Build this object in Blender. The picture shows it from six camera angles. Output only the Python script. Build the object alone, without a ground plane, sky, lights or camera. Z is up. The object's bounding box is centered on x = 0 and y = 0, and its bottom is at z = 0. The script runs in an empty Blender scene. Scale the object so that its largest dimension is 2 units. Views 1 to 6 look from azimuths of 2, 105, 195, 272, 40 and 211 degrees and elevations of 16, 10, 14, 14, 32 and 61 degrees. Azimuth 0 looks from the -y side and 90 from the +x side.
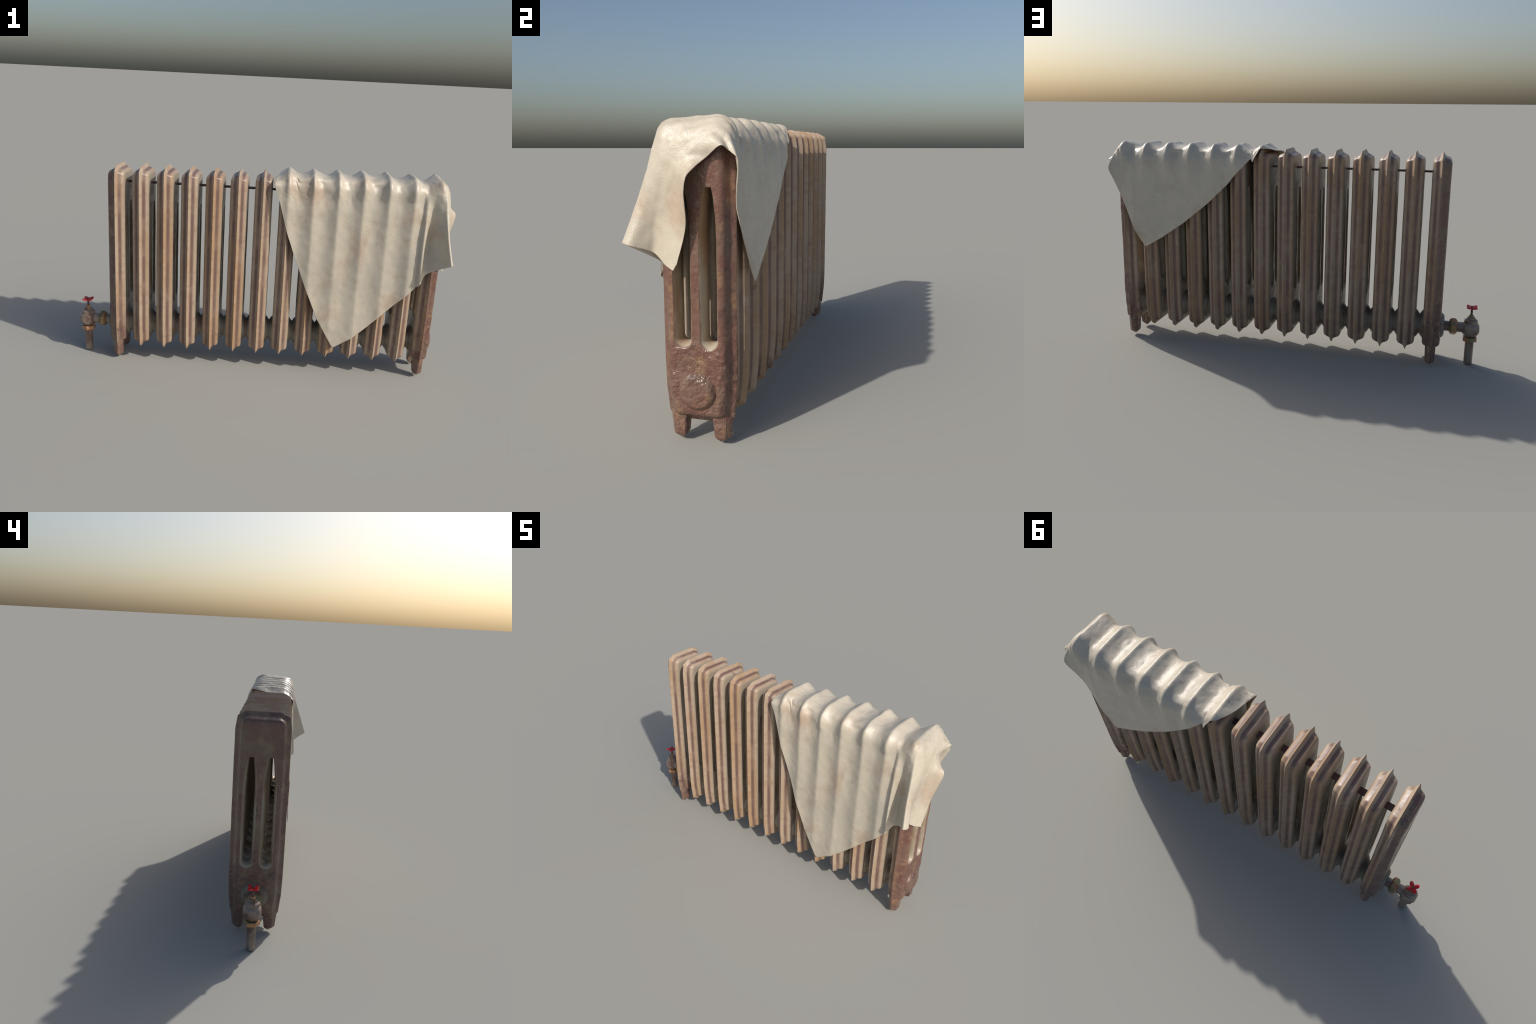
"""Old cast-iron column radiator with an angle valve and a cloth thrown over it."""
import bpy, bmesh, math, random
import numpy as np
from mathutils import Vector, noise

random.seed(7)
YC = 0.0385            # depth centre line of the radiator
X0, PITCH, COUNT = -0.766, 0.12662, 14
HALF = 0.0442           # half thickness of one section
HUB_Z = 0.193

# ------------------------------------------------------------------ helpers
def link(ob, parent=None):
    bpy.context.scene.collection.objects.link(ob)
    if parent is not None:
        ob.parent = parent
    return ob

def smooth_by_angle(me, deg):
    bm = bmesh.new(); bm.from_mesh(me)
    lim = math.radians(deg)
    for f in bm.faces: f.smooth = True
    for e in bm.edges:
        if len(e.link_faces) == 2 and e.calc_face_angle(0) > lim:
            e.smooth = False
    bm.to_mesh(me); bm.free()

def mesh_object(name, verts, faces, mats, parent=None, loc=(0, 0, 0), angle=40, mat_ids=None):
    me = bpy.data.meshes.new(name)
    me.from_pydata([tuple(v) for v in verts], [], faces)
    for m in mats: me.materials.append(m)
    if mat_ids is not None:
        me.polygons.foreach_set("material_index", mat_ids)
    bm = bmesh.new(); bm.from_mesh(me)
    bmesh.ops.remove_doubles(bm, verts=bm.verts, dist=1e-6)
    bmesh.ops.recalc_face_normals(bm, faces=bm.faces)
    bm.to_mesh(me); bm.free()
    smooth_by_angle(me, angle)
    ob = link(bpy.data.objects.new(name, me), parent)
    ob.location = loc
    return ob

# ------------------------------------------------------------------ materials
class Nodes:
    def __init__(self, name):
        self.m = bpy.data.materials.new(name); self.m.use_nodes = True
        self.t = self.m.node_tree; self.t.nodes.clear()
        self.out = self.n("ShaderNodeOutputMaterial")
        self.b = self.n("ShaderNodeBsdfPrincipled")
        self.t.links.new(self.b.outputs[0], self.out.inputs[0])
        self.obj = self.n("ShaderNodeTexCoord").outputs["Object"]
        self.rnd = self.n("ShaderNodeObjectInfo").outputs["Random"]
    def n(self, kind, **kw):
        nd = self.t.nodes.new(kind)
        for k, v in kw.items(): setattr(nd, k, v)
        return nd
    def put(self, sock, val):
        if hasattr(val, "is_output"): self.t.links.new(val, sock)
        elif isinstance(val, (tuple, list)) and len(val) == 3 and sock.type == "RGBA":
            sock.default_value = (*val, 1)
        else: sock.default_value = val
    def math(self, op, a, b=0.0, clamp=False):
        nd = self.n("ShaderNodeMath", operation=op, use_clamp=clamp)
        self.put(nd.inputs[0], a); self.put(nd.inputs[1], b); return nd.outputs[0]
    def coords(self, scale=(1, 1, 1), shift=0.0):
        """object coordinates, scaled, moved by the object's own random number"""
        mp = self.n("ShaderNodeMapping"); self.put(mp.inputs["Vector"], self.obj)
        mp.inputs["Scale"].default_value = scale
        cb = self.n("ShaderNodeCombineXYZ")
        k = self.math("MULTIPLY", self.rnd, 37.0); k = self.math("ADD", k, shift)
        for i in range(3): self.put(cb.inputs[i], k)
        self.put(mp.inputs["Location"], cb.outputs[0]); return mp.outputs[0]
    def noise(self, scale, detail=4.0, rough=0.55, stretch=(1, 1, 1), shift=0.0, distort=0.0):
        nd = self.n("ShaderNodeTexNoise")
        self.put(nd.inputs["Vector"], self.coords(stretch, shift))
        nd.inputs["Scale"].default_value = scale; nd.inputs["Detail"].default_value = detail
        nd.inputs["Roughness"].default_value = rough; nd.inputs["Distortion"].default_value = distort
        return nd.outputs[0]
    def step(self, v, lo, hi, a=0.0, b=1.0):
        nd = self.n("ShaderNodeMapRange", interpolation_type="SMOOTHSTEP")
        self.put(nd.inputs[0], v)
        for i, x in zip((1, 2, 3, 4), (lo, hi, a, b)): nd.inputs[i].default_value = x
        return nd.outputs[0]
    def mix(self, fac, a, b, mode="MIX"):
        nd = self.n("ShaderNodeMix", data_type="RGBA", blend_type=mode)
        self.put(nd.inputs[0], fac); self.put(nd.inputs[6], a); self.put(nd.inputs[7], b)
        return nd.outputs[2]
    def axis(self, which):
        sp = self.n("ShaderNodeSeparateXYZ"); self.put(sp.inputs[0], self.obj); return sp.outputs[which]
    def finish(self, color, rough, height=None, strength=0.3, dist=0.004, metallic=0.0, spec=0.5):
        self.put(self.b.inputs["Base Color"], color); self.put(self.b.inputs["Roughness"], rough)
        self.put(self.b.inputs["Metallic"], metallic); self.put(self.b.inputs["Specular IOR Level"], spec)
        if height is not None:
            bp = self.n("ShaderNodeBump"); bp.inputs["Strength"].default_value = strength
            bp.inputs["Distance"].default_value = dist
            self.put(bp.inputs["Height"], height); self.put(self.b.inputs["Normal"], bp.outputs[0])
        return self.m

def paint_material(name, end=0):
    """Weathered cream paint over oxide primer.  The hollow running along the ridge keeps a
    purple-brown band; end=+1/-1 makes the outward half of an end section red-brown."""
    N = Nodes(name)
    x = N.axis(0); ax = N.math("ABSOLUTE", x)
    cream, tan, grey = (0.435, 0.332, 0.245), (0.395, 0.258, 0.152), (0.325, 0.280, 0.225)
    brown = (0.172, 0.103, 0.082)
    patch = N.noise(4.0, 4, 0.6, (1, 1, 0.45))
    col = N.mix(N.step(patch, 0.42, 0.62), cream, tan)
    streak = N.noise(20, 3, 0.55, (0.6, 0.6, 1.6), 3.0)
    col = N.mix(N.step(streak, 0.46, 0.70, 0, 0.50), col, (0.325, 0.205, 0.135))
    grain = N.noise(34, 4, 0.65, (0.5, 0.5, 1.5), 57.0)
    col = N.mix(N.step(grain, 0.50, 0.72, 0, 0.35), col, (0.50, 0.41, 0.31))
    # brown band in the hollow, broken up along its length
    lo = N.step(ax, 0.0075, 0.0155); hi = N.step(ax, 0.0215, 0.0340, 1, 0)
    band = N.math("MULTIPLY", lo, hi)
    brk = N.noise(9.0, 4, 0.6, (1, 1, 0.7), 11.0)
    band = N.math("MULTIPLY", band, N.step(brk, 0.30, 0.56, 0.55, 1.0))
    col = N.mix(band, col, brown)
    # the flat cheeks are greyer and darker
    col = N.mix(N.step(ax, 0.0385, 0.0432, 0, 0.75), col, grey)
    # a few oxide blotches where the paint has flaked
    bl = N.noise(7.5, 6, 0.68, (1, 1, 0.6), 23.0, 0.4)
    flake = N.step(bl, 0.66, 0.72)
    col = N.mix(N.math("MULTIPLY", flake, 0.7), col, (0.20, 0.10, 0.075))
    rough = N.step(streak, 0.3, 0.7, 0.32, 0.46)
    fine = N.noise(60, 4, 0.6, (1, 1, 0.6), 5.0)
    wear = N.step(N.noise(5.5, 3, 0.5, (1, 1, 0.8), 29.0), 0.60, 0.68)
    lump = N.noise(70, 3, 0.6, (1, 1, 0.7), 33.0)
    h = N.math("ADD", N.math("MULTIPLY", fine, 0.12), N.math("MULTIPLY", N.math("MULTIPLY", wear, lump), 1.6))
    if end:
        out = N.math("MULTIPLY", x, float(end))
        z = N.axis(2)
        rn = N.noise(9, 5, 0.62, (1, 1, 1), 41.0)
        edge = N.math("ADD", out, N.math("MULTIPLY", N.math("SUBTRACT", rn, 0.5), 0.006))
        m = N.step(edge, -0.003, 0.002)
        # paint has also gone from the lower part of the inner half
        low = N.step(N.math("ADD", z, N.math("MULTIPLY", rn, -0.45)), -0.10, 0.20, 0.9, 0)
        m = N.math("MAXIMUM", m, N.math("MULTIPLY", low, N.step(brk, 0.36, 0.54)))
        a, b, c, d = (((0.160, 0.078, 0.060), (0.178, 0.108, 0.078), (0.26, 0.155, 0.090), (0.090, 0.050, 0.044)) if end > 0 else
                      ((0.175, 0.098, 0.080), (0.195, 0.138, 0.098), (0.245, 0.175, 0.110), (0.075, 0.050, 0.052)))
        red = N.mix(N.step(rn, 0.42, 0.62), a, b)
        red = N.mix(N.step(N.noise(13, 4, 0.6, (1, 1, 1), 51.0), 0.52, 0.66, 0, 0.8), red, c)
        red = N.mix(N.step(N.noise(15, 5, 0.7, (1, 1, 1), 61.0), 0.55, 0.68, 0, 0.8), red, d)
        col = N.mix(m, col, red)
        pit = N.noise(44, 3, 0.55, (1, 1, 1), 71.0)
        deep = N.step(z, 0.30, 0.42, 1.0, 0.35)
        h = N.math("ADD", h, N.math("MULTIPLY", N.math("MULTIPLY", N.math("MULTIPLY", m, deep), pit), 6.0 if end > 0 else 1.8))
        rough = N.mix(m, rough, N.step(pit, 0.3, 0.7, 0.17, 0.32))
    return N.finish(col, rough, h, 0.55, 0.004, spec=0.5)

def slot_material(end=0):
    N = Nodes("slot_wall_paint")
    p = N.noise(8, 4, 0.6, (1, 1, 0.5))
    col = N.mix(N.step(p, 0.40, 0.66), (0.43, 0.375, 0.29), (0.32, 0.215, 0.13))
    if end:     # the red-brown coat of the outer face runs a little way into the openings
        out = N.math("MULTIPLY", N.axis(0), float(end))
        e = N.math("ADD", out, N.math("MULTIPLY", N.math("SUBTRACT", N.noise(16, 4), 0.5), 0.012))
        col = N.mix(N.step(e, 0.0375, 0.0437, 0, 0.9), col, (0.175, 0.085, 0.062) if end > 0 else (0.16, 0.115, 0.09))
    return N.finish(col, 0.38, N.noise(30, 4, 0.6), 0.4, 0.004)

def hub_material(name="hub_paint", k=1.0):
    N = Nodes(name)
    p = N.noise(12, 5, 0.6)
    col = N.mix(N.step(p, 0.42, 0.64), tuple(k * v for v in (0.30, 0.265, 0.21)), tuple(k * v for v in (0.22, 0.15, 0.105)))
    return N.finish(col, 0.42, N.noise(40, 4, 0.6), 0.4, 0.004)

def bar_material():
    N = Nodes("rusty_bar")
    col = N.mix(N.step(N.noise(30, 4), 0.4, 0.65), (0.085, 0.04, 0.035), (0.13, 0.06, 0.045))
    return N.finish(col, 0.6, N.noise(90, 3), 0.3, 0.002)

def valve_iron():
    N = Nodes("worn_valve_iron")
    p = N.noise(9, 3, 0.55, (1, 1, 0.8))
    col = N.mix(N.step(p, 0.42, 0.60), (0.30, 0.240, 0.190), (0.160, 0.095, 0.074))
    return N.finish(col, N.step(p, 0.3, 0.7, 0.28, 0.45), N.noise(70, 4), 0.3, 0.002, 0.15)

def brass():
    N = Nodes("tarnished_brass")
    p = N.noise(24, 4, 0.6)
    col = N.mix(N.step(p, 0.44, 0.58), (0.46, 0.235, 0.115), (0.20, 0.205, 0.095))
    return N.finish(col, 0.34, N.noise(80, 3), 0.25, 0.002, 0.25)

def red_paint():
    N = Nodes("red_enamel")
    col = N.mix(N.step(N.noise(60, 4), 0.5, 0.75), (0.62, 0.012, 0.014), (0.40, 0.010, 0.012))
    return N.finish(col, 0.25, N.noise(120, 2), 0.1, 0.001)

def dark_metal():
    N = Nodes("dark_steel")
    return N.finish(N.mix(N.noise(50), (0.09, 0.05, 0.04), (0.14, 0.08, 0.06)), 0.4)

def cloth_material():
    N = Nodes("waxed_canvas")
    base = (0.590, 0.525, 0.420)
    col = N.mix(N.step(N.noise(7, 4, 0.6), 0.40, 0.70, 0, 0.45), base, (0.47, 0.43, 0.355))
    stain = N.noise(4.2, 5, 0.62, (1, 1, 1), 9.0, 0.5)
    col = N.mix(N.step(stain, 0.50, 0.70, 0, 0.75), col, (0.475, 0.355, 0.255))
    spot = N.noise(15, 5, 0.7, (1, 1, 1), 19.0)
    col = N.mix(N.step(spot, 0.58, 0.74, 0, 0.5), col, (0.40, 0.31, 0.235))
    weave = N.noise(520, 2, 0.6)
    crinkle = N.noise(230, 3, 0.6, (1, 1, 1), 4.0, 0.4)
    h = N.math("ADD", N.math("MULTIPLY", weave, 0.3), N.math("MULTIPLY", crinkle, 0.9))
    return N.finish(col, N.step(spot, 0.3, 0.7, 0.24, 0.33), h, 0.5, 0.0025, spec=0.6)

# ------------------------------------------------------------------ radiator section
# half outline of the sharp ridge that runs round a section: (distance from the centre line, height)
RIDGE = [(0.079, 1.069), (0.119, 1.0475), (0.1280, 0.991), (0.1292, 0.80), (0.1288, 0.270),
         (0.1260, 0.190), (0.1165, 0.096), (0.082, 0.074)]
# from the ridge to the flat cheek: (half thickness, distance inwards)
CROSS = [(0.0, 0.0), (0.0012, 0.0010), (0.0042, 0.0068), (0.0076, 0.0138), (0.0112, 0.0182), (0.0160, 0.0210),
         (0.0240, 0.0243), (0.0325, 0.0282), (0.0368, 0.0310), (0.0396, 0.0340), (0.0418, 0.0378), (0.0433, 0.0416), (HALF, 0.0458)]

def full_outline():
    right = [Vector((t, z)) for t, z in RIDGE]
    return right + [Vector((-p.x, p.y)) for p in reversed(right)]      # clockwise from top right

def inset(poly, d):
    out = []
    n = len(poly)
    for i in range(n):
        a, b, c = poly[i - 1], poly[i], poly[(i + 1) % n]
        e1, e2 = (b - a).normalized(), (c - b).normalized()
        n1, n2 = Vector((e1.y, -e1.x)), Vector((e2.y, -e2.x))          # inward for clockwise
        m = (n1 + n2) / (1 + n1.dot(n2))
        out.append(b + m * d)
    return out

def rounded(poly, frac=0.30, steps=5, seg=0.03):
    """same number of points for every inset of one outline"""
    base = full_outline(); n = len(poly); pts = []
    for i in range(n):
        a, b, c = poly[i - 1], poly[i], poly[(i + 1) % n]
        p, q = b.lerp(a, min(frac, 0.007 / (b - a).length)), b.lerp(c, min(frac, 0.007 / (c - b).length))
        for k in range(steps):
            u = k / (steps - 1)
            pts.append(p * (1 - u) ** 2 + b * 2 * u * (1 - u) + q * u * u)
        m = max(1, int((base[(i + 1) % n] - base[i]).length / seg))
        r = c.lerp(b, min(frac, 0.007 / (c - b).length))
        for k in range(1, m):
            pts.append(q.lerp(r, k / m))
    return pts

def slot_loop(tc, grow):
    """long opening, narrow at the top, round at the bottom"""
    hw, tw = 0.0195 + grow, 0.0075 + grow * 0.55
    zt, zb = 0.862 + grow * 0.5, 0.352 - grow * 1.6
    pts = []
    side = [(tw, zt), (tw + (hw - tw) * 0.38, zt - 0.035), (tw + (hw - tw) * 0.72, zt - 0.075),
            (hw * 0.96, zt - 0.12), (hw, zt - 0.18)]
    side += [(hw, zt - 0.18 - (zt - 0.18 - zb - hw) * k / 10) for k in range(1, 11)]
    arc = [(hw * math.cos(a), zb + hw - hw * 0.9 * math.sin(a)) for a in [math.pi * k / 10 for k in range(1, 10)]]
    pts = side + arc + [(-t, z) for t, z in reversed(side)]
    return [(tc + t, z) for t, z in pts]

def section_mesh(name, mats, foot=False, rough_side=0):
    bm = bmesh.new()
    loops = []
    poly = full_outline()
    def ring(d, x):
        return [bm.verts.new((x, p.x, p.y)) for p in rounded(inset(poly, d))]
    chain = [ring(d, x) for x, d in CROSS]
    chain2 = [chain[0]] + [ring(d, -x) for x, d in CROSS[1:]]
    def bridge(a, b, mi=0):
        n = len(a)
        for i in range(n):
            bm.faces.new((a[i], a[(i + 1) % n], b[(i + 1) % n], b[i])).material_index = mi
    for ch in (chain, chain2):
        for a, b in zip(ch, ch[1:]): bridge(a, b)
    # the two long openings through the section
    walls = [(HALF, 0.0125), (0.0412, 0.0098), (0.0360, 0.0070), (0.0280, 0.0042), (0.0170, 0.0015), (0.0, 0.0)]
    ends = {1: [], -1: []}
    for tc in (0.0455, -0.0455):
        mid = None
        for s in (1, -1):
            prev = None
            for x, g in walls:
                if x == 0.0 and mid is not None: cur = mid
                else: cur = [bm.verts.new((s * x, t, z)) for t, z in slot_loop(tc, g)]
                if x == 0.0: mid = cur
                if prev is None: ends[s].append(cur)
                else: bridge(prev, cur, 1)
                prev = cur
    for s, ch in ((1, chain), (-1, chain2)):
        edges = []
        for lp in [ch[-1]] + ends[s]:
            for i in range(len(lp)):
                a, b = lp[i], lp[(i + 1) % len(lp)]
                edges.append(bm.edges.get((a, b)) or bm.edges.new((a, b)))
        bmesh.ops.triangle_fill(bm, edges=edges, use_beauty=True)
    bmesh.ops.recalc_face_normals(bm, faces=bm.faces)
    # cut the long faces so that the wear can be modelled
    size = 0.006 if rough_side else 0.022
    for _ in range(5):
        long = [e for e in bm.edges if e.calc_length() > size * 1.6]
        if not long: break
        bmesh.ops.subdivide_edges(bm, edges=long, cuts=1, use_grid_fill=False)
        bmesh.ops.triangulate(bm, faces=[f for f in bm.faces if len(f.verts) > 4])
    bm.normal_update()
    for v in bm.verts:
        p = v.co
        k = 0.0010
        w = noise.noise(p * 14) * 0.6 + noise.noise(p * 37 + Vector((9, 2, 5))) * 0.4
        if rough_side:
            # lumps and pits left by old paint runs, mostly on the outer face near the bottom
            out = p.x * rough_side
            m = max(0.0, min(1.0, (out + 0.002) / 0.010))
            low = max(0.0, min(1.0, (0.36 - p.z) / 0.08))
            strength = 1.0 if rough_side > 0 else 0.45
            k += m * strength * (0.0008 + 0.0016 * low)
            w += m * low * (noise.noise(p * 75) * 0.5 + abs(noise.noise(p * 24 + Vector((3, 3, 3)))) * 0.9)
        v.co = p + v.normal * (w * k)
    me = bpy.data.meshes.new(name)
    bm.to_mesh(me); bm.free()
    for m in mats: me.materials.append(m)
    smooth_by_angle(me, 48)
    return me

def foot_mesh(name, mat, sgn):
    """tapering foot with a ridge outside and a pyramid tip"""
    def ringz(z, outer, shoulder, inner, w, dz=0.0):
        return [(0, sgn * outer, z), (w, sgn * shoulder, z - dz), (w, sgn * inner, z - dz * 2.0),
                (0, sgn * (inner - 0.003), z - dz * 2.0), (-w, sgn * inner, z - dz * 2.0), (-w, sgn * shoulder, z - dz)]
    rings = [ringz(0.165, 0.0950, 0.075, 0.040, 0.0220), ringz(0.100, 0.1135, 0.091, 0.046, 0.0260),
             ringz(0.060, 0.1085, 0.091, 0.050, 0.0250), ringz(0.0245, 0.1055, 0.0895, 0.053, 0.0235)]
    verts = [v for r in rings for v in r] + [(0, sgn * 0.0690, 0.0)]
    faces = [[i for i in range(6)]]
    for k in range(len(rings) - 1):
        for i in range(6):
            faces.append([k * 6 + i, k * 6 + (i + 1) % 6, k * 6 + 6 + (i + 1) % 6, k * 6 + 6 + i])
    b = (len(rings) - 1) * 6
    for i in range(6): faces.append([b + i, b + (i + 1) % 6, len(verts) - 1])
    me = bpy.data.meshes.new(name); me.from_pydata(verts, [], faces); me.materials.append(mat)
    bm = bmesh.new(); bm.from_mesh(me)
    bmesh.ops.recalc_face_normals(bm, faces=bm.faces)
    bmesh.ops.bevel(bm, geom=[e for e in bm.edges], offset=0.0022, segments=2, affect="EDGES", clamp_overlap=True)
    bm.to_mesh(me); bm.free(); smooth_by_angle(me, 35)
    return me

def lathe(name, prof, mat, parent, loc, axis="z", seg=40, angle=35, facets=None):
    """prof: (height, radius); facets: number of flats instead of a round shape"""
    n = facets or seg
    verts, faces = [], []
    for h, r in prof:
        for k in range(n):
            a = 2 * math.pi * (k + (0.5 if facets else 0)) / n
            c, s = r * math.cos(a), r * math.sin(a)
            verts.append((c, s, h) if axis == "z" else (h, c, s))
    for j in range(len(prof) - 1):
        for k in range(n):
            faces.append([j * n + k, j * n + (k + 1) % n, (j + 1) * n + (k + 1) % n, (j + 1) * n + k])
    faces.append(list(range(n))); faces.append(list(range((len(prof) - 1) * n, len(prof) * n)))
    return mesh_object(name, verts, faces, [mat], parent, loc, angle)

# ------------------------------------------------------------------ build the radiator
radiator = bpy.data.objects.new("column_radiator", None)
radiator["label"] = "old cast iron radiator with flaking cream and red-brown paint"
radiator["category"] = "radiator"
link(radiator); radiator.location = (0, YC, 0)

PAINT, SLOT, HUB = paint_material("weathered_cream_paint"), slot_material(), hub_material()
LEFT, RIGHT = paint_material("left_end_paint", -1), paint_material("right_end_paint", 1)
mid_mesh = section_mesh("section", [PAINT, SLOT])
left_mesh = section_mesh("end_section", [LEFT, SLOT], True, -1)
right_mesh = section_mesh("end_section", [RIGHT, slot_material(1)], True, 1)
for i in range(COUNT):
    end = i in (0, COUNT - 1)
    me = left_mesh if i == 0 else right_mesh if i == COUNT - 1 else mid_mesh
    sec = link(bpy.data.objects.new("end_section" if end else "section", me), radiator)
    sec.location = (X0 + PITCH * i, 0, 0)
    if end:
        for s in (1, -1):
            link(bpy.data.objects.new("foot", foot_mesh("foot", LEFT if i == 0 else RIGHT, s)), sec)

# hubs: two cones that meet half way between neighbouring sections
GAP = PITCH / 2 - HALF
hub_prof = [(-GAP - 0.004, 0.0735), (-GAP + 0.002, 0.0725), (-GAP * 0.55, 0.0655), (-0.003, 0.0535), (0, 0.0525),
            (0.003, 0.0535), (GAP * 0.55, 0.0655), (GAP - 0.002, 0.0725), (GAP + 0.004, 0.0735)]
first = None
for i in range(COUNT - 1):
    x = X0 + PITCH * (i + 0.5)
    if first is None: first = lathe("connecting_hub", hub_prof, HUB, radiator, (x, 0, HUB_Z), "x", 48, 50)
    else:
        ob = first.copy(); link(ob, radiator); ob.location = (x, 0, HUB_Z)
plug = [(-0.004, 0.0680), (0.002, 0.0655), (0.0085, 0.0600), (0.0140, 0.0540), (0.0165, 0.0490), (0.0175, 0.0400), (0.0180, 0.020)]
lathe("hub_plug", plug, RIGHT, radiator, (X0 + PITCH * 13 + HALF, 0, HUB_Z), "x", 48, 50)
lathe("hub_plug", [(-h, r) for h, r in plug], hub_material("plug_paint", 0.72), radiator, (X0 - HALF, 0, HUB_Z), "x", 48, 50)

# flat tie bar through the tops
def box(name, lo, hi, mat, parent, bevel=0.001):
    v = [(x, y, z) for x in (lo[0], hi[0]) for y in (lo[1], hi[1]) for z in (lo[2], hi[2])]
    f = [(0, 1, 3, 2), (4, 6, 7, 5), (0, 4, 5, 1), (2, 3, 7, 6), (0, 2, 6, 4), (1, 5, 7, 3)]
    ob = mesh_object(name, v, f, [mat], parent)
    bm = bmesh.new(); bm.from_mesh(ob.data)
    bmesh.ops.bevel(bm, geom=bm.edges[:], offset=bevel, segments=2, affect="EDGES")
    bm.to_mesh(ob.data); bm.free()
    return ob
box("tie_bar", (X0, -0.0075, 0.9715), (X0 + PITCH * 13, 0.0245, 0.9795), bar_material(), radiator)

# ------------------------------------------------------------------ valve
VX = -0.957
valve = bpy.data.objects.new("angle_valve", None); link(valve, radiator); valve.location = (VX, 0, 0)
IRON, BRASS, RED, STEEL = valve_iron(), brass(), red_paint(), dark_metal()
lathe("riser_pipe", [(0.002, 0.0195), (0.004, 0.0212), (0.060, 0.0214), (0.135, 0.0214)], IRON, valve, (0, 0, 0))
lathe("union_nut", [(0.124, 0.0345), (0.1275, 0.0385), (0.143, 0.0385), (0.1465, 0.0350)], BRASS, valve, (0, 0, 0), facets=6, angle=20)
# body: a ball with four flats
vs, fs = [], []
R, FL, NU, NV = 0.0465, 0.0415, 48, 32
for j in range(NV + 1):
    th = math.pi * j / NV
    for k in range(NU):
        ph = 2 * math.pi * k / NU
        v = Vector((math.sin(th) * math.cos(ph), math.sin(th) * math.sin(ph), math.cos(th) * 0.98)) * R
        v.x = max(-FL - 0.0012, v.x); v.y = max(-FL, min(FL, v.y)); v.z = max(-0.046, min(0.040, v.z))
        vs.append(v)
for j in range(NV):
    for k in range(NU):
        fs.append([j * NU + k, j * NU + (k + 1) % NU, (j + 1) * NU + (k + 1) % NU, (j + 1) * NU + k])
mesh_object("valve_body", vs, fs, [IRON], valve, (0, 0, 0.188), 25)
lathe("bonnet_collar", [(0.214, 0.033), (0.221, 0.0355), (0.233, 0.0345), (0.2385, 0.027), (0.240, 0.02)], IRON, valve, (0, 0, 0), facets=8, angle=20)
lathe("bonnet_nut", [(0.236, 0.0220), (0.2475, 0.0222), (0.2500, 0.0195)], IRON, valve, (0, 0, 0), facets=6, angle=20)
lathe("gland_nut", [(0.249, 0.0125), (0.2600, 0.0122), (0.2625, 0.0100)], BRASS, valve, (0, 0, 0), facets=6, angle=20)
lathe("valve_stem", [(0.255, 0.0056), (0.3075, 0.0056), (0.309, 0.0045)], STEEL, valve, (0, 0, 0), seg=20)
lathe("side_outlet", [(0.020, 0.0310), (0.036, 0.0275), (0.050, 0.0258), (0.125, 0.0258), (0.134, 0.0258)], IRON, valve, (0, 0, 0.192), "x")
lathe("union_nut", [(0.0655, 0.0340), (0.0745, 0.0440), (0.0955, 0.0440), (0.1045, 0.0340)], BRASS, valve, (0, 0, 0.192), "x", facets=6, angle=20)

def handwheel():
    """four stubby arms with rounded, slightly raised tips"""
    na, verts, faces = 96, [], []
    lev = [(0.78, -0.0042), (0.95, -0.0030), (1.0, 0.0), (0.95, 0.0032), (0.78, 0.0044)]
    for f, dz in lev:
        for k in range(na):
            a = 2 * math.pi * k / na
            lobe = (0.5 + 0.5 * math.cos(4 * (a - math.radians(45)))) ** 0.85
            r = 0.0155 + 0.0185 * lobe
            rr = r - (1 - f) * 0.012
            lift = 0.0045 * max(0.0, (rr - 0.014) / 0.02) ** 1.2
            verts.append((rr * math.cos(a), rr * math.sin(a), dz + lift))
    nl = len(lev)
    for j in range(nl - 1):
        for k in range(na):
            faces.append([j * na + k, j * na + (k + 1) % na, (j + 1) * na + (k + 1) % na, (j + 1) * na + k])
    verts += [(0, 0, -0.0042), (0, 0, 0.0044)]
    for k in range(na):
        faces.append([k, (k + 1) % na, len(verts) - 2])
        faces.append([(nl - 1) * na + k, (nl - 1) * na + (k + 1) % na, len(verts) - 1])
    return mesh_object("handwheel", verts, faces, [RED], valve, (0, 0, 0.299), 50)
handwheel()
lathe("wheel_screw", [(0.300, 0.0065), (0.3065, 0.0065), (0.308, 0.005)], STEEL, valve, (0, 0, 0), seg=20)

# ------------------------------------------------------------------ cloth
def interp(x, table):
    xs, ys = zip(*table)
    return float(np.interp(x, xs, ys))

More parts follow.
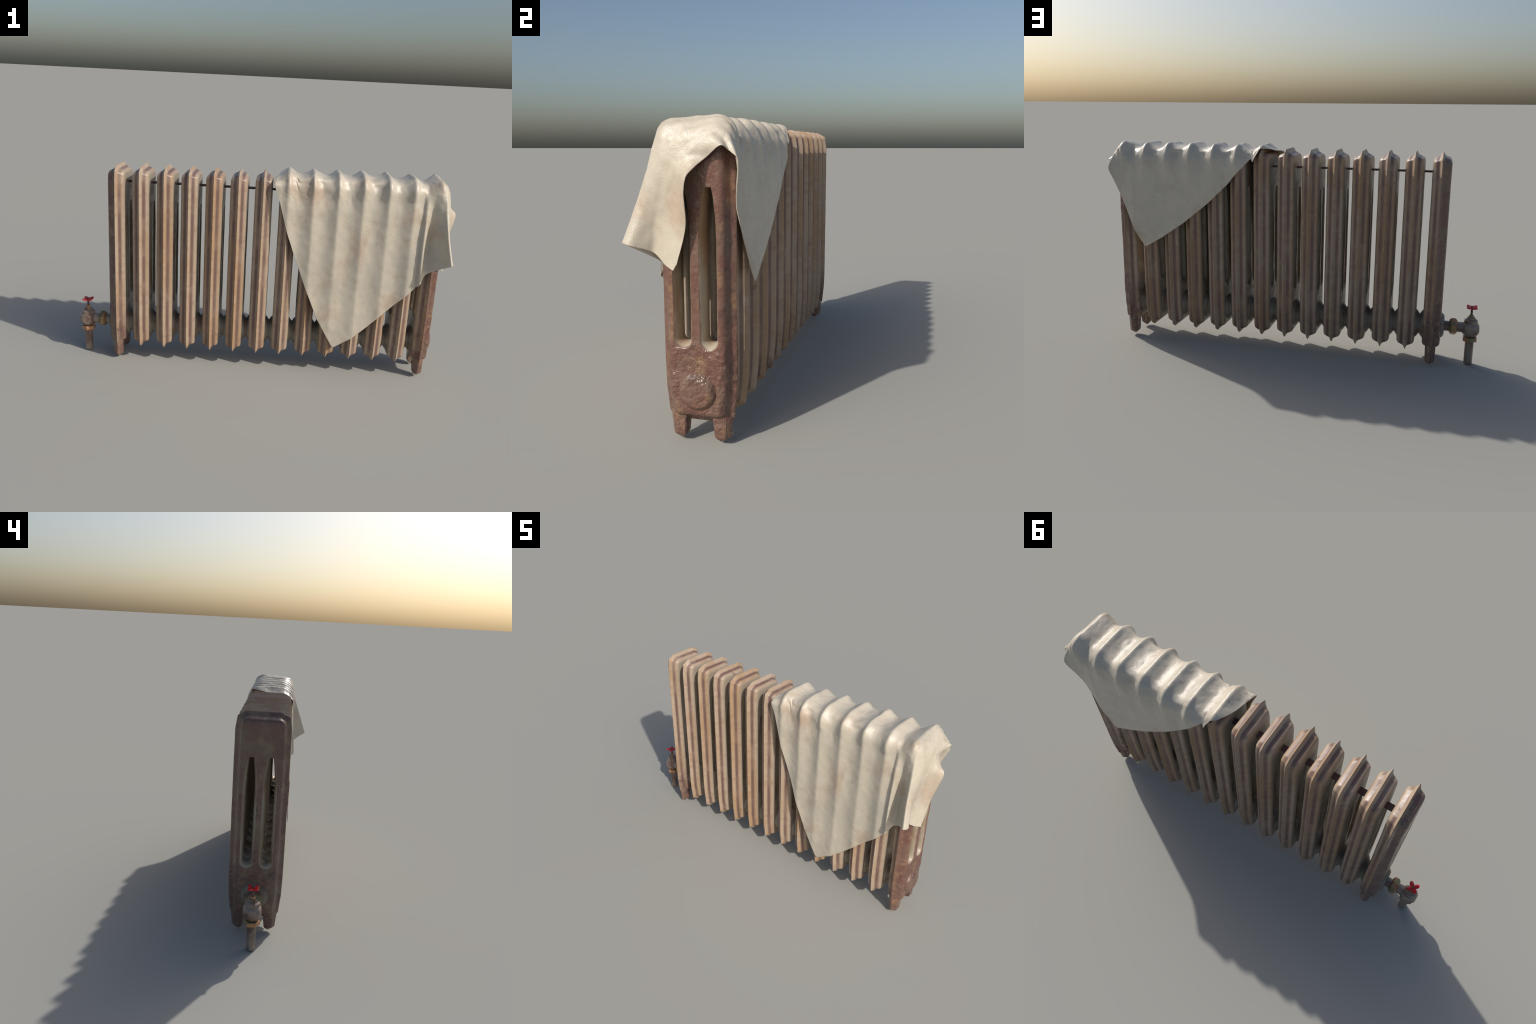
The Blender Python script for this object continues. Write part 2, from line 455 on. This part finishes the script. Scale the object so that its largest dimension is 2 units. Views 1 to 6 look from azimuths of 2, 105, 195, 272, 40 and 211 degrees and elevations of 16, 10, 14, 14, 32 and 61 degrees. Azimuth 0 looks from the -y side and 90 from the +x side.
def spline(points, n, soft=0.7):
    """Catmull-Rom (centripetal) through the points, n samples even in arc length"""
    P = np.array(points, float)
    d = np.maximum(np.linalg.norm(np.diff(P, axis=0), axis=1), 1e-6) ** 0.5
    t = np.concatenate([[0], np.cumsum(d)])
    M = np.zeros_like(P)
    M[1:-1] = ((P[2:] - P[1:-1]) / (t[2:] - t[1:-1])[:, None] * (t[1:-1] - t[:-2])[:, None]
               + (P[1:-1] - P[:-2]) / (t[1:-1] - t[:-2])[:, None] * (t[2:] - t[1:-1])[:, None]) / (t[2:] - t[:-2])[:, None]
    M[0] = (P[1] - P[0]) / (t[1] - t[0]); M[-1] = (P[-1] - P[-2]) / (t[-1] - t[-2])
    M *= soft
    u = np.linspace(0, t[-1], 400); i = np.clip(np.searchsorted(t, u, "right") - 1, 0, len(t) - 2)
    h = (t[i + 1] - t[i])[:, None]; s = ((u - t[i])[:, None]) / h
    Q = ((2*s**3 - 3*s**2 + 1) * P[i] + (s**3 - 2*s**2 + s) * h * M[i]
         + (-2*s**3 + 3*s**2) * P[i + 1] + (s**3 - s**2) * h * M[i + 1])
    L = np.concatenate([[0], np.cumsum(np.linalg.norm(np.diff(Q, axis=0), axis=1))])
    w = np.linspace(0, L[-1], n)
    return np.stack([np.interp(w, L, Q[:, k]) for k in range(3)], 1)

FRONT_HEM = [(0.047, 1.020), (0.076, 0.946), (0.117, 0.80), (0.162, 0.674), (0.242, 0.476), (0.306, 0.327),
             (0.402, 0.166), (0.495, 0.225), (0.565, 0.287), (0.660, 0.383), (0.751, 0.472), (0.818, 0.551)]
BACK_HEM = [(0.160, 1.03), (0.186, 1.000), (0.238, 0.946), (0.291, 0.884), (0.400, 0.781), (0.529, 0.679),
            (0.644, 0.600), (0.752, 0.536), (0.816, 0.624), (0.903, 0.833)]
# where the left edge of the cloth crosses the top: (x, depth from the centre line)
TOP_HEM = [(0.047, -0.118), (0.052, -0.06), (0.070, 0.02), (0.095, 0.085), (0.115, 0.108), (0.140, 0.118), (0.160, 0.130)]
LIFT = 0.017

def sag_at(x):
    u = (x - (X0 + PITCH * 7)) / PITCH
    return abs(math.sin(math.pi * u)) ** 1.1

def cloth_path(x):
    """cross-section of the drape in (depth from centre line, height), front bottom to back bottom, long"""
    s = sag_at(x)
    k = math.sin(x * 41.0) * 0.12 + math.sin(x * 17.3 + 1.0) * 0.10      # no two valleys alike
    f = 0.026 * s * (1 + k)
    c = 0.028 * s * (1 - k)           # the pockets at the shoulders are deeper than the top
    free = min(1.0, max(0.25, (x - 0.06) / 0.06))      # the left edge hangs free, it is not drawn into the gap
    cf, fr = c * free, 0.020 * s * free
    e = 0.005 * (1 - s) ** 4                            # sharp crest over each ridge
    flare = 0.009 * max(0.0, min(1.0, (x - 0.70) / 0.09))
    t0 = 0.1278 + LIFT * 0.75
    pts = [(-t0 - 0.014, 0.10), (-t0 - 0.008 - flare + 0.007 * s, 0.38), (-t0 - 0.001 - flare * 0.8 + 0.011 * s, 0.66), (-t0 + 0.014 * s, 0.82),
           (-t0 + 0.5 * fr + 0.004 * s, 0.90), (-t0 + fr + 0.004, 0.965), (-0.138 - e + cf * 0.95, 1.020), (-0.122 - e + cf * 0.8, 1.053 + e - c * 0.75),
           (-0.100, 1.071 + e - f), (-0.079, 1.081 + e - f * 1.03), (-0.03, 1.085 + e - f), (0.03, 1.085 + e - f), (0.083, 1.083 + e - f * 1.03), (0.107, 1.070 + e - f),
           (0.123 - c * 0.7, 1.056 - c * 0.75), (0.141 - c * 0.8, 1.015), (t0 - fr * 0.6, 0.965), (t0 - 0.2 * fr, 0.90),
           (t0 + 0.002, 0.80), (t0 + 0.008, 0.60), (t0 + 0.012, 0.40)]
    return spline([(x, t, z) for t, z in pts], 700)

def cut_column(x, n):
    P = cloth_path(x)
    fr = int(np.argmin(np.abs(P[:, 1] + 0.085) + (P[:, 2] < 1.0)))      # front and back edge of the top
    bk = int(np.argmin(np.abs(P[:, 1] - 0.085) + (P[:, 2] < 1.0)))
    zf = interp(x, FRONT_HEM)
    i0 = int(np.argmin(np.abs(P[:fr, 2] - zf)))
    if x < 0.160:
        tb = interp(x, TOP_HEM)
        i1 = i0 + 2 + int(np.argmin(np.abs(P[i0 + 2:bk + 60, 1] - tb)))
    else:
        zb = interp(x, BACK_HEM)
        i1 = bk + int(np.argmin(np.abs(P[bk:, 2] - zb)))
    seg = P[i0:i1 + 1]
    L = np.concatenate([[0], np.cumsum(np.linalg.norm(np.diff(seg, axis=0), axis=1))])
    w = np.linspace(0, L[-1], n)
    return np.stack([np.interp(w, L, seg[:, k]) for k in range(3)], 1)

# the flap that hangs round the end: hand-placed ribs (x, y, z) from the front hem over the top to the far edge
RIBS = [
    [(0.818, -0.129, 0.553), (0.816, -0.117, 0.72), (0.819, -0.099, 0.92), (0.820, -0.076, 1.020), (0.822, -0.040, 1.053), (0.822, 0.110, 1.053), (0.822, 0.163, 1.00), (0.824, 0.178, 0.90), (0.824, 0.186, 0.645)],
    [(0.838, -0.103, 0.590), (0.842, -0.074, 0.75), (0.847, -0.082, 0.90), (0.850, -0.083, 1.030), (0.851, -0.048, 1.066), (0.851, 0.118, 1.066), (0.852, 0.165, 1.01), (0.855, 0.173, 0.92), (0.860, 0.177, 0.73)],
    [(0.866, -0.108, 0.616), (0.868, -0.090, 0.77), (0.874, -0.098, 0.92), (0.879, -0.097, 1.02), (0.880, -0.072, 1.070), (0.880, 0.030, 1.084), (0.880, 0.128, 1.085), (0.882, 0.166, 1.055), (0.884, 0.172, 0.97), (0.892, 0.172, 0.805)],
    [(0.910, -0.150, 0.650), (0.903, -0.135, 0.785), (0.900, -0.113, 0.92), (0.899, -0.098, 1.01), (0.897, -0.068, 1.062), (0.896, 0.030, 1.074), (0.898, 0.125, 1.077), (0.904, 0.162, 1.045), (0.912, 0.178, 0.97), (0.922, 0.184, 0.885)],
    [(0.943, -0.203, 0.682), (0.927, -0.165, 0.79), (0.917, -0.122, 0.91), (0.912, -0.093, 1.00), (0.915, -0.062, 1.045), (0.912, 0.030, 1.060), (0.915, 0.118, 1.060), (0.926, 0.158, 1.030), (0.938, 0.180, 0.985), (0.946, 0.195, 0.950)],
    [(0.957, -0.172, 0.677), (0.937, -0.135, 0.79), (0.932, -0.095, 0.91), (0.935, -0.060, 0.985), (0.930, -0.030, 1.02), (0.928, 0.040, 1.038), (0.930, 0.108, 1.040), (0.937, 0.142, 1.018), (0.942, 0.160, 0.990), (0.944, 0.165, 0.980)],
    [(0.928, -0.130, 0.662), (0.932, -0.105, 0.79), (0.938, -0.068, 0.90), (0.940, -0.035, 0.965), (0.940, 0.000, 0.995), (0.938, 0.050, 1.012), (0.942, 0.090, 1.016), (0.955, 0.125, 1.006), (0.967, 0.147, 0.996)],
    [(0.913, -0.107, 0.650), (0.926, -0.085, 0.77), (0.938, -0.050, 0.87), (0.945, -0.020, 0.925), (0.950, 0.010, 0.955), (0.948, 0.035, 0.970), (0.944, 0.055, 0.973), (0.941, 0.075, 0.968), (0.940, 0.091, 0.959)],
    [(0.920, -0.083, 0.634), (0.928, -0.065, 0.74), (0.938, -0.035, 0.83), (0.945, -0.012, 0.885), (0.956, 0.005, 0.912), (0.965, 0.020, 0.925), (0.968, 0.035, 0.930), (0.970, 0.047, 0.929), (0.970, 0.057, 0.925)],
    [(0.933, -0.059, 0.617), (0.936, -0.045, 0.70), (0.940, -0.025, 0.78), (0.944, -0.008, 0.835), (0.955, 0.006, 0.865), (0.970, 0.018, 0.882), (0.982, 0.028, 0.891), (0.990, 0.037, 0.896), (0.996, 0.044, 0.898)],
    [(0.942, -0.040, 0.609), (0.943, -0.030, 0.66), (0.945, -0.015, 0.73), (0.952, -0.002, 0.775), (0.960, 0.008, 0.80), (0.970, 0.018, 0.822), (0.978, 0.025, 0.835), (0.984, 0.030, 0.844), (0.990, 0.033, 0.850)],
    [(0.947, -0.030, 0.605), (0.948, -0.016, 0.650), (0.952, 0.005, 0.700), (0.962, 0.028, 0.750)],
    [(0.950, -0.024, 0.603), (0.950, -0.015, 0.62), (0.951, -0.005, 0.640)],
    [(0.951, -0.021, 0.602), (0.951, -0.020, 0.605), (0.951, -0.019, 0.608)],
]

def build_cloth():
    n = 190
    xs = np.linspace(0.0475, 0.800, 190)
    cols = [cut_column(x, n) + np.array([0, YC, 0]) for x in xs]
    ribs = [cut_column(x, n) + np.array([0, YC, 0]) for x in (0.785, 0.800)] + [spline(r, n) for r in RIBS]
    R = np.array(ribs)
    per = 12
    m = len(ribs)
    ext = []
    for k in range(1, m - 1):
        p0, p1, p2 = R[k - 1], R[k], R[k + 1]
        p3 = R[k + 2] if k + 2 < m else 2 * R[k + 1] - R[k]
        for j in range(1, per + 1):
            s = j / per
            ext.append(0.5 * (2*p1 + (p2 - p0)*s + (2*p0 - 5*p1 + 4*p2 - p3)*s*s + (3*p1 - p0 - 3*p2 + p3)*s**3))
    G = np.array(cols + ext)
    # relax
    for _ in range(3):
        H = G.copy()
        H[1:-1] = 0.5 * G[1:-1] + 0.25 * (G[:-2] + G[2:]); G2 = H.copy()
        H[:, 1:-1] = 0.5 * G2[:, 1:-1] + 0.25 * (G2[:, :-2] + G2[:, 2:])
        G = H
    # slack, irregular wrinkles
    dv = np.gradient(G, axis=1); du = np.gradient(G, axis=0)
    nrm = np.cross(du, dv); nrm /= np.maximum(np.linalg.norm(nrm, axis=2, keepdims=True), 1e-9)
    A, B = G.shape[:2]
    W = np.zeros((A, B))
    for i in range(A):
        for j in range(B):
            p = Vector(G[i, j])
            top = max(0.0, min(1.0, (p.z - 0.88) / 0.08))               # crumpled where it bends over the tops
            W[i, j] = (0.0032 * noise.noise(Vector((p.x * 9, p.y * 9, p.z * 4))) + 0.0012 * noise.noise(p * 28)
                       + top * (0.0030 * noise.noise(Vector((p.x * 24, p.y * 16, p.z * 16))) + 0.0022 * abs(noise.noise(p * 31))))
    G = G + nrm * W[:, :, None]
    verts = G.reshape(-1, 3)
    faces = [(i * B + j, i * B + j + 1, (i + 1) * B + j + 1, (i + 1) * B + j) for i in range(A - 1) for j in range(B - 1)]
    me = bpy.data.meshes.new("draped_cloth")
    me.from_pydata(verts.tolist(), [], faces)
    me.materials.append(cloth_material())
    bm = bmesh.new(); bm.from_mesh(me)
    bmesh.ops.remove_doubles(bm, verts=bm.verts, dist=2e-4)
    bmesh.ops.recalc_face_normals(bm, faces=bm.faces)
    for f in bm.faces: f.smooth = True
    bm.to_mesh(me); bm.free()
    ob = link(bpy.data.objects.new("draped_cloth", me))
    so = ob.modifiers.new("thickness", "SOLIDIFY"); so.thickness = 0.003; so.offset = 0.0
    ob["label"] = "cream canvas cloth thrown over the radiator, lightly stained"
    ob["category"] = "cloth"
    return ob
build_cloth()
